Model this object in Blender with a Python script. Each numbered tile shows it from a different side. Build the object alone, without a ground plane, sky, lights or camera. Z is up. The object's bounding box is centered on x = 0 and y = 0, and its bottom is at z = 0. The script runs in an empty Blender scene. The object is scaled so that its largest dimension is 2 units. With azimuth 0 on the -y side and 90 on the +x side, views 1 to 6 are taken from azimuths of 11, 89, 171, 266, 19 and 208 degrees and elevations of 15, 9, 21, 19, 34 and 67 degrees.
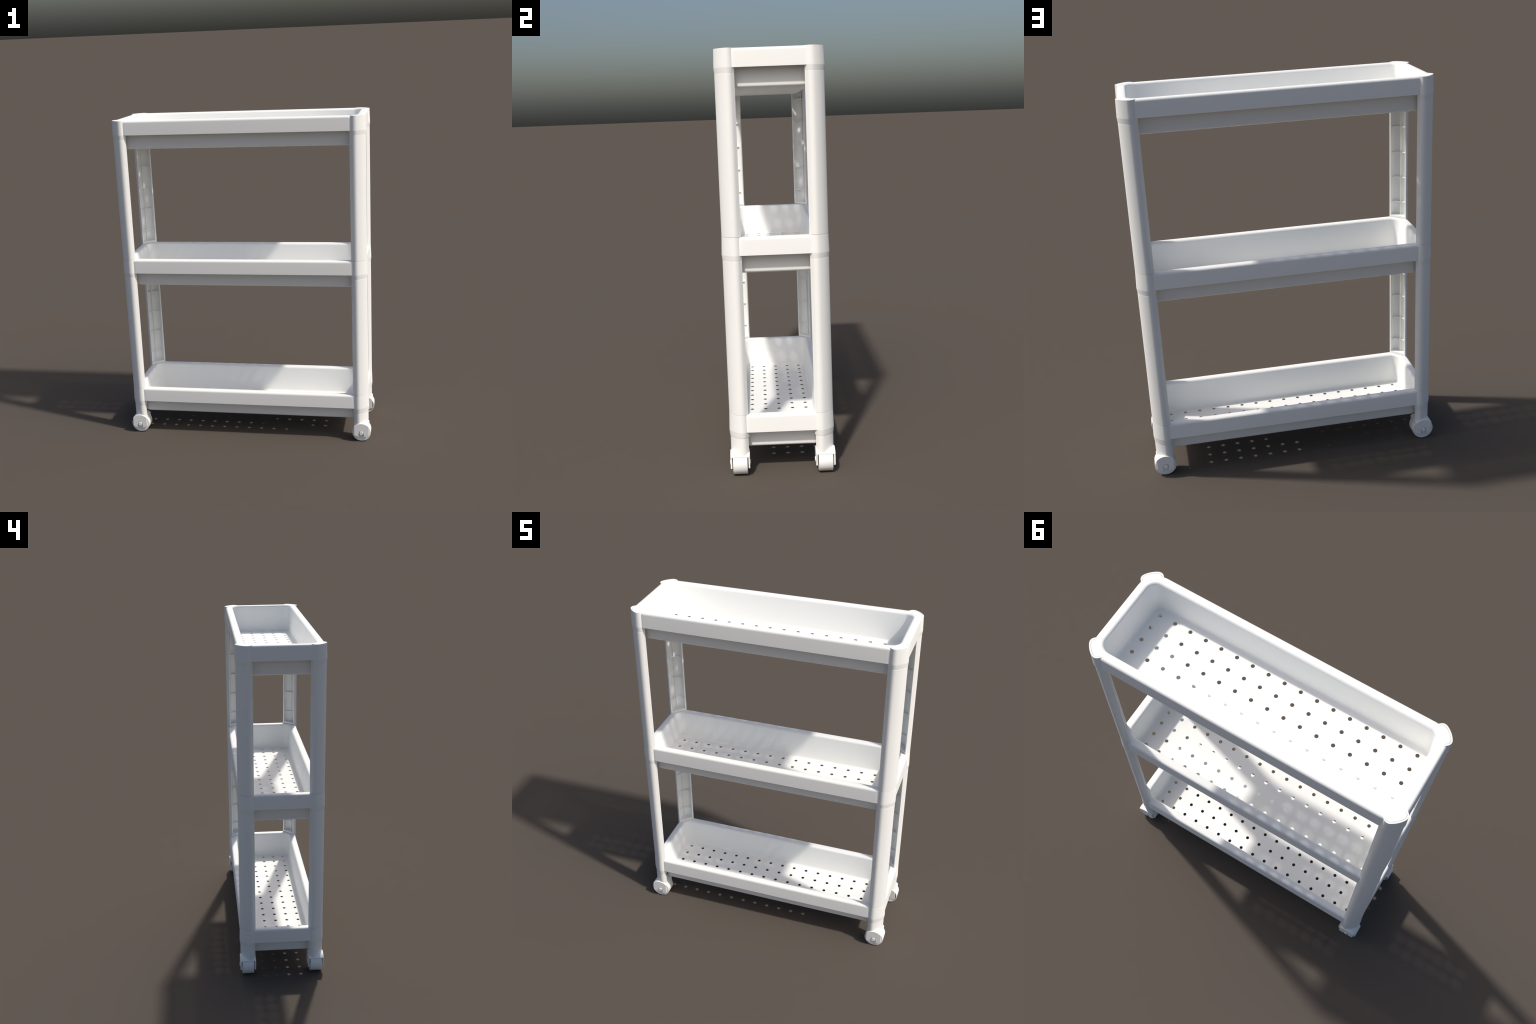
# White three-tier rolling storage cart: three perforated trays with corner
# collars, eight ribbed channel posts, four top caps and four twin-plate casters.
import bpy, bmesh, math

# ------------------------------------------------------------------ sizes (m)
TRAY_TOPS = (2.0, 1.1505, 0.3010)          # z of each tray's rim plane
HX, HY, RIM_CORNER = 0.7475, 0.2425, 0.093  # outer rim face, plan half sizes
DIAG = 0.5052                               # posts are symmetric about |x|-|y| = DIAG
POST_HALF = 0.0506                          # half width across the corner diagonal
POST_APEX, POST_BACK = 0.6768, 0.6305       # distance along the diagonal
POST_ARC, POST_ROUND = 0.116, 0.0255
COLLAR_H, BAND_H = 0.1120, 0.0845
HOLE_R, HOLE_DX, HOLE_DY = 0.0093, 0.08135, 0.0727
FLOOR_Z, BELLY_Z = -0.1705, -0.1752
AXLE = (0.7105, 0.2043, 0.0567)
WHEEL_R = 0.0567

# ------------------------------------------------------------------ material
def plastic(name, base, rough, grain):
    m = bpy.data.materials.new(name)
    m.use_nodes = True
    nt = m.node_tree
    b = nt.nodes["Principled BSDF"]
    b.inputs["Roughness"].default_value = rough
    b.inputs["IOR"].default_value = 1.5
    b.inputs["Specular IOR Level"].default_value = 0.15
    tc = nt.nodes.new("ShaderNodeTexCoord")
    n = nt.nodes.new("ShaderNodeTexNoise")
    n.inputs["Scale"].default_value = 6.0
    n.inputs["Detail"].default_value = 2.0
    nt.links.new(tc.outputs["Object"], n.inputs["Vector"])
    r = nt.nodes.new("ShaderNodeValToRGB")
    r.color_ramp.elements[0].position = 0.3
    r.color_ramp.elements[1].position = 0.7
    r.color_ramp.elements[0].color = (*[c * 0.992 for c in base], 1)
    r.color_ramp.elements[1].color = (*base, 1)
    nt.links.new(n.outputs["Fac"], r.inputs["Fac"])
    nt.links.new(r.outputs["Color"], b.inputs["Base Color"])
    g = nt.nodes.new("ShaderNodeTexNoise")
    g.inputs["Scale"].default_value = 900.0
    nt.links.new(tc.outputs["Object"], g.inputs["Vector"])
    bump = nt.nodes.new("ShaderNodeBump")
    bump.inputs["Strength"].default_value = grain
    bump.inputs["Distance"].default_value = 0.0004
    nt.links.new(g.outputs["Fac"], bump.inputs["Height"])
    nt.links.new(bump.outputs["Normal"], b.inputs["Normal"])
    return m

WHITE = plastic("white_plastic", (0.99, 0.988, 0.955), 0.55, 0.03)
WHEEL_WHITE = plastic("wheel_plastic", (0.99, 0.988, 0.955), 0.55, 0.03)

# ------------------------------------------------------------------ helpers
def finish(bm, name, mat=WHITE, angle=32.0, crease=()):
    """Weld, orient and shade a mesh; creases are z levels whose edges stay sharp."""
    bmesh.ops.remove_doubles(bm, verts=bm.verts, dist=1e-6)
    bmesh.ops.recalc_face_normals(bm, faces=bm.faces)
    lim = math.radians(angle)
    for f in bm.faces:
        f.smooth = True
    for e in bm.edges:
        if len(e.link_faces) == 2 and e.calc_face_angle(0) > lim:
            e.smooth = False
        if any(abs(e.verts[0].co.z - z) < 1e-5 and abs(e.verts[1].co.z - z) < 1e-5 for z in crease):
            e.smooth = False
    me = bpy.data.meshes.new(name)
    bm.to_mesh(me)
    bm.free()
    me.materials.append(mat)
    return me

def place(name, me, parent, loc=(0, 0, 0), scale=(1, 1, 1)):
    o = bpy.data.objects.new(name, me)
    bpy.context.scene.collection.objects.link(o)
    o.parent = parent
    o.location = loc
    o.scale = scale
    return o

def ring(bm, pts, z):
    return [bm.verts.new((x, y, z)) for x, y in pts]

def bridge(bm, a, b):
    n = len(a)
    for i in range(n):
        j = (i + 1) % n
        bm.faces.new((a[i], a[j], b[j], b[i]))

def prism(bm, pts, z0, z1, edge=0.0):
    """Closed prism over a plan polygon; edge > 0 eases its top and bottom rims."""
    lv = [ring(bm, pts, z0), ring(bm, pts, z1)]
    bridge(bm, lv[0], lv[1])
    bm.faces.new(lv[0][::-1])
    bm.faces.new(lv[1])
    return lv

def offset_path(pts, dist):
    """Offset a closed counter-clockwise polygon outwards by dist."""
    out = []
    n = len(pts)
    for i in range(n):
        (ax, ay), (bx, by), (cx, cy) = pts[i - 1], pts[i], pts[(i + 1) % n]
        d1 = (bx - ax, by - ay); d2 = (cx - bx, cy - by)
        l1 = math.hypot(*d1); l2 = math.hypot(*d2)
        n1 = (d1[1] / l1, -d1[0] / l1); n2 = (d2[1] / l2, -d2[0] / l2)
        k = 1 + n1[0] * n2[0] + n1[1] * n2[1]
        out.append((bx + dist * (n1[0] + n2[0]) / k, by + dist * (n1[1] + n2[1]) / k))
    return out

# ------------------------------------------------------------------ tray
def rounded_rect(u, seg=14):
    """Plan loop of the tray at inset u from the outer rim face."""
    hx, hy = HX - u, HY - u
    r = max(RIM_CORNER - u, 0.012)
    pts = []
    for cx, cy, a0 in ((hx - r, hy - r, 0), (-hx + r, hy - r, 90),
                       (-hx + r, -hy + r, 180), (hx - r, -hy + r, 270)):
        for i in range(seg + 1):
            a = math.radians(a0 + 90.0 * i / seg)
            pts.append((cx + r * math.cos(a), cy + r * math.sin(a)))
    return pts

def quarter(u0, z0, u1, z1, start_vertical, n=7):
    """Quarter-ellipse from (u0,z0) to (u1,z1), leaving vertically or horizontally."""
    out = []
    for i in range(n + 1):
        a = math.pi / 2 * i / n
        if start_vertical:
            out.append((u0 + (u1 - u0) * (1 - math.cos(a)), z0 + (z1 - z0) * math.sin(a)))
        else:
            out.append((u0 + (u1 - u0) * math.sin(a), z0 + (z1 - z0) * (1 - math.cos(a))))
    return out

def tray_mesh():
    bm = bmesh.new()
    inner = []                                   # floor edge -> over the rim -> belly edge
    inner += [(0.0710, FLOOR_Z), (0.0685, FLOOR_Z)]
    inner += quarter(0.0685, FLOOR_Z, 0.0560, FLOOR_Z + 0.0130, False)[1:]
    inner += [(0.0559, FLOOR_Z + 0.016), (0.0463, -0.016)]
    inner += quarter(0.0460, -0.0125, 0.0330, -0.0005, True)
    inner += quarter(0.0140, -0.0005, 0.0012, -0.0135, False)
    inner += [(0.0011, -0.0155), (-0.0014, -0.0840), (-0.0014, -0.0850), (-0.0006, -0.0857)]
    inner += [(0.0040, -0.0857), (0.0050, -0.0847), (0.0065, -0.0160), (0.0095, -0.0065),
              (0.0380, -0.0065), (0.0424, -0.0130), (0.0427, -0.0160), (0.0527, -0.1590)]
    inner += quarter(0.0529, -0.1625, 0.0660, BELLY_Z, True)
    inner += [(0.0690, BELLY_Z)]
    loops = [ring(bm, rounded_rect(u), z) for u, z in inner]
    for a, b in zip(loops, loops[1:]):
        bridge(bm, a, b)

    # perforated floor: 17 x 5 round drain holes through both skins
    cells = [(i * HOLE_DX, j * HOLE_DY) for i in range(-8, 9) for j in range(-2, 3)]
    def skin(outer, z, r):
        edges = []
        for i in range(len(outer)):
            edges.append(bm.edges.get((outer[i - 1], outer[i])))
        rims = []
        for cx, cy in cells:
            circ = ring(bm, [(cx + r * math.cos(math.tau * k / 20),
                              cy + r * math.sin(math.tau * k / 20)) for k in range(20)], z)
            rims.append(circ)
            for i in range(20):
                edges.append(bm.edges.new((circ[i - 1], circ[i])))
        bmesh.ops.triangle_fill(bm, use_beauty=True, use_dissolve=False, edges=edges,
                                normal=(0, 0, 1))
        return rims
    top = skin(loops[0], FLOOR_Z, HOLE_R)
    bottom = skin(loops[-1], BELLY_Z, HOLE_R + 0.006)
    for a, b in zip(top, bottom):
        bridge(bm, a, b)
    return finish(bm, "tray")

# ------------------------------------------------------------------ corner sections
def to_plan(d, t):
    """(across, along) the corner diagonal -> plan x, y in the +x +y corner."""
    return ((t + d) / math.sqrt(2) + DIAG / 2, (t - d) / math.sqrt(2) - DIAG / 2)

def front_curve(grow=0.0, n_arc=14, n_round=8, back=POST_BACK):
    """Open outline from one flank's back edge round the bowed front to the other."""
    half, apex = POST_HALF + grow, POST_APEX + grow
    R, r = POST_ARC + grow, POST_ROUND + grow
    dc = half - r
    arc_c = apex - R
    tc = arc_c + math.sqrt((R - r) ** 2 - dc ** 2)
    lean = math.asin(dc / (R - r))               # arc's half angle at the tangent point
    pts = [(half, back)]
    for i in range(n_round + 1):
        a = (math.pi / 2 - lean) * i / n_round
        pts.append((dc + r * math.cos(a), tc + r * math.sin(a)))
    for i in range(1, n_arc):
        a = lean - 2 * lean * i / n_arc
        pts.append((R * math.sin(a), arc_c + R * math.cos(a)))
    pts += [(-d, t) for d, t in pts[n_round + 1:0:-1]]
    pts.append((-half, back))
    return pts

def plan(section):
    return [to_plan(d, t) for d, t in section]

WALL = 0.008
def channel(grow=0.0, back=POST_BACK):
    outer = front_curve(grow, back=back)
    inner = front_curve(grow - WALL, back=back)
    return plan(outer + inner[::-1])

def post_mesh(length):
    bm = bmesh.new()
    # shell with slightly eased ends
    e = 0.0004
    levels = [(0.0011, -e), (0.0011 + e, 0.0), (length - e, 0.0), (length, -e)]
    rings = []
    for z, g in levels:
        outer = front_curve(g)
        inner = front_curve(-WALL)
        rings.append(ring(bm, plan(outer + inner[::-1]), z))
    for a, b in zip(rings, rings[1:]):
        bridge(bm, a, b)
    n = len(rings[0]) // 2
    for r in (rings[0], rings[-1]):              # end strips between outer and inner curve
        for i in range(n - 1):
            bm.faces.new((r[i], r[i + 1], r[2 * n - 2 - i], r[2 * n - 1 - i]))
    # bottom plate, cross ribs and the upright centre rib
    inside = front_curve(-WALL + 0.0004, back=POST_BACK + 0.0008)
    prism(bm, plan(inside), 0.0014, 0.012)
    lip = front_curve(-WALL - 0.0092, back=POST_BACK + 0.014)
    root = front_curve(-WALL + 0.0006, back=POST_BACK + 0.014)
    rib = plan(root + lip[::-1])
    for k in range(5):
        z = 0.0860 + 0.140 * k
        lv = [ring(bm, rib, z - 0.0018), ring(bm, rib, z + 0.0018)]
        bridge(bm, lv[0], lv[1])
        m = len(rib) // 2
        for r in lv:
            for i in range(m - 1):
                bm.faces.new((r[i], r[i + 1], r[2 * m - 2 - i], r[2 * m - 1 - i]))
    t1 = POST_APEX - WALL + 0.001
    prism(bm, plan([(0.0022, t1 - 0.0100), (0.0022, t1), (-0.0022, t1), (-0.0022, t1 - 0.0100)]),
          0.010, length - 0.002)
    return finish(bm, "post")

def collar_mesh():
    """Flared socket on a tray's corner: widens downward, then tapers to the post."""
    bm = bmesh.new()
    profile = [(0.0, -0.0003), (-0.0003, 0.0), (-0.040, 0.0014), (-BAND_H, 0.0027),
               (-COLLAR_H, -0.0004)]
    rings = []
    for z, g in profile:
        rings.append(ring(bm, plan(front_curve(g) + front_curve(-0.0068)[::-1]), z))
    for a, b in zip(rings, rings[1:]):
        bridge(bm, a, b)
    n = len(rings[0]) // 2
    for r in (rings[0], rings[-1]):
        for i in range(n - 1):
            bm.faces.new((r[i], r[i + 1], r[2 * n - 2 - i], r[2 * n - 1 - i]))
    return finish(bm, "corner_collar", crease=(-BAND_H, -0.0003))

def cap_mesh():
    """Flat plug closing the socket on the top tray, a hairline gap all round."""
    bm = bmesh.new()
    sec = front_curve(-0.0078, back=POST_BACK + 0.004)
    small = front_curve(-0.0084, back=POST_BACK + 0.004)
    rings = [ring(bm, plan(sec), -0.03), ring(bm, plan(sec), -0.0007), ring(bm, plan(small), 0.0)]
    for a, b in zip(rings, rings[1:]):
        bridge(bm, a, b)
    bm.faces.new(rings[0][::-1])
    bm.faces.new(rings[-1])
    return finish(bm, "cap")

# ------------------------------------------------------------------ casters
FORK_R, FORK_HALF = 0.0620, 0.0445
PLATE_IN, PLATE_OUT = 0.0390, 0.0462

def fork_mesh():
    """Two notched cheek plates joined by an arched bridge, and the stem above."""
    bm = bmesh.new()
    ax, ay, az = AXLE
    # cheek outline (x, z about the axle), counter-clockwise
    a1 = math.acos(FORK_HALF / FORK_R)
    outline = []
    for i in range(17):
        a = a1 + (math.pi - 2 * a1) * i / 16
        outline.append((FORK_R * math.cos(a), FORK_R * math.sin(a)))
    slot, low_c, low_r = 0.0150, 0.062, 0.0893
    def belly(x):
        return low_c - math.sqrt(low_r ** 2 - x ** 2)
    for i in range(5):
        x = -FORK_HALF + (FORK_HALF - slot) * i / 4
        outline.append((x, belly(x)))
    for i in range(11):
        a = math.pi - math.pi * i / 10
        outline.append((slot * math.cos(a), slot * math.sin(a)))
    for i in range(5):
        x = slot + (FORK_HALF - slot) * i / 4
        outline.append((x, belly(x)))
    def slab(poly, y0, y1, ease):
        rim = offset_path(poly, -ease)
        lv = []
        for pts, y in ((rim, y0), (poly, y0 + ease), (poly, y1 - ease), (rim, y1)):
            lv.append([bm.verts.new((ax + x, ay + y, az + z)) for x, z in pts])
        for a, b in zip(lv, lv[1:]):
            bridge(bm, a, b)
        for end in (lv[0], lv[-1]):
            fs = bmesh.ops.triangle_fill(bm, use_beauty=True, edges=[
                bm.edges.get((end[i - 1], end[i])) for i in range(len(end))])
    slab(outline, PLATE_IN, PLATE_OUT, 0.0009)
    slab(outline, -PLATE_OUT, -PLATE_IN, 0.0009)
    # arched bridge over the wheel
    r_in, r_out, half = 0.0582, FORK_R - 0.0003, FORK_HALF - 0.0004
    n = 16
    arc = []
    for k in range(n + 1):
        x = half - 2 * half * k / n
        arc.append((x, math.sqrt(r_out ** 2 - x * x)))
    under = [(x, math.sqrt(r_in ** 2 - x * x)) for x, _ in arc]
    rows = []
    for y in (-PLATE_IN - 0.001, PLATE_IN + 0.001):
        rows.append([bm.verts.new((ax + x, ay + y, az + z)) for x, z in arc + under[::-1]])
    bridge(bm, rows[0], rows[1])
    for r in rows:
        for k in range(n):
            bm.faces.new((r[k], r[k + 1], r[2 * n - k], r[2 * n + 1 - k]))
    # stem: same bowed section as the posts, cut to the arch below
    sec = front_curve(-0.0016, back=POST_BACK + 0.003)
    back = [(sec[-1][0] + (sec[0][0] - sec[-1][0]) * k / 10, sec[0][1]) for k in range(1, 10)]
    pl = plan(sec + back)
    top = ring(bm, pl, TRAY_TOPS[2] - COLLAR_H + 0.03)
    foot = []
    for x, y in pl:
        dx = min(abs(x - ax), FORK_HALF)
        foot.append(bm.verts.new((x, y, az + math.sqrt((FORK_R - 0.002) ** 2 - dx * dx))))
    bridge(bm, foot, top)
    bm.faces.new(top)
    return finish(bm, "caster_fork", angle=30)

def lathe_y(bm, profile, seg):
    """Closed solid of revolution about the local y axis; profile of (y, r)."""
    rows = []
    for y, r in profile:
        rows.append([bm.verts.new((r * math.sin(math.tau * k / seg), y,
                                   -r * math.cos(math.tau * k / seg))) for k in range(seg)])
    for a, b in zip(rows, rows[1:]):
        bridge(bm, a, b)
    bm.faces.new(rows[0])
    bm.faces.new(rows[-1][::-1])

def wheel_mesh():
    """Solid on the outer side, hollowed behind the tread on the side facing inwards (-y)."""
    bm = bmesh.new()
    w, R = 0.0342, WHEEL_R
    lathe_y(bm, [(-w + 0.020, R - 0.0050), (-w + 0.0006, R - 0.0044), (-w, R - 0.0038),
             (-w, R - 0.0012), (-w + 0.0008, R - 0.0004), (-w + 0.002, R),
             (w - 0.002, R), (w - 0.0008, R - 0.0004), (w, R - 0.0012)], 48)
    return finish(bm, "wheel", WHEEL_WHITE)

def axle_mesh():
    bm = bmesh.new()
    w = 0.0496
    lathe_y(bm, [(-w, 0.0108), (-w + 0.0012, 0.012), (w - 0.0012, 0.012), (w, 0.0108)], 24)
    return finish(bm, "axle")

# ------------------------------------------------------------------ assembly
cart = bpy.data.objects.new("storage_cart", None)
bpy.context.scene.collection.objects.link(cart)
cart["label"] = "white plastic three-tier slim rolling storage cart with perforated trays"
cart["category"] = "storage cart"

CORNERS = ((1, 1), (-1, 1), (-1, -1), (1, -1))

def mirrored(me, sx, sy):
    """Mesh of the +x+y corner flipped into another corner, faces kept outward."""
    m = me.copy()
    for v in m.vertices:
        v.co.x *= sx
        v.co.y *= sy
    if sx * sy < 0:
        m.flip_normals()
    return m

tray_me = tray_mesh()
sets = {"corner_collar": collar_mesh(), "cap": cap_mesh(),
        "post": post_mesh(TRAY_TOPS[0] - TRAY_TOPS[1] - COLLAR_H), "caster": fork_mesh()}
by_corner = {k: [mirrored(me, sx, sy) for sx, sy in CORNERS] for k, me in sets.items()}
wheel_me, axle_me = wheel_mesh(), axle_mesh()
wheel_by_side = {1: wheel_me, -1: mirrored(wheel_me, 1, -1)}

for top in TRAY_TOPS:
    tray = place("tray", tray_me, cart, (0, 0, top))
    for me in by_corner["corner_collar"]:
        place("corner_collar", me, tray)
for me in by_corner["cap"]:
    place("cap", me, cart, (0, 0, TRAY_TOPS[0]))
for base in TRAY_TOPS[1:]:
    for me in by_corner["post"]:
        place("post", me, cart, (0, 0, base))
for (sx, sy), me in zip(CORNERS, by_corner["caster"]):
    caster = place("caster", me, cart)
    hub = (sx * AXLE[0], sy * AXLE[1], AXLE[2])
    place("wheel", wheel_by_side[sy], caster, hub)
    place("axle", axle_me, caster, hub)

for me in list(bpy.data.meshes):
    if me.users == 0:
        bpy.data.meshes.remove(me)
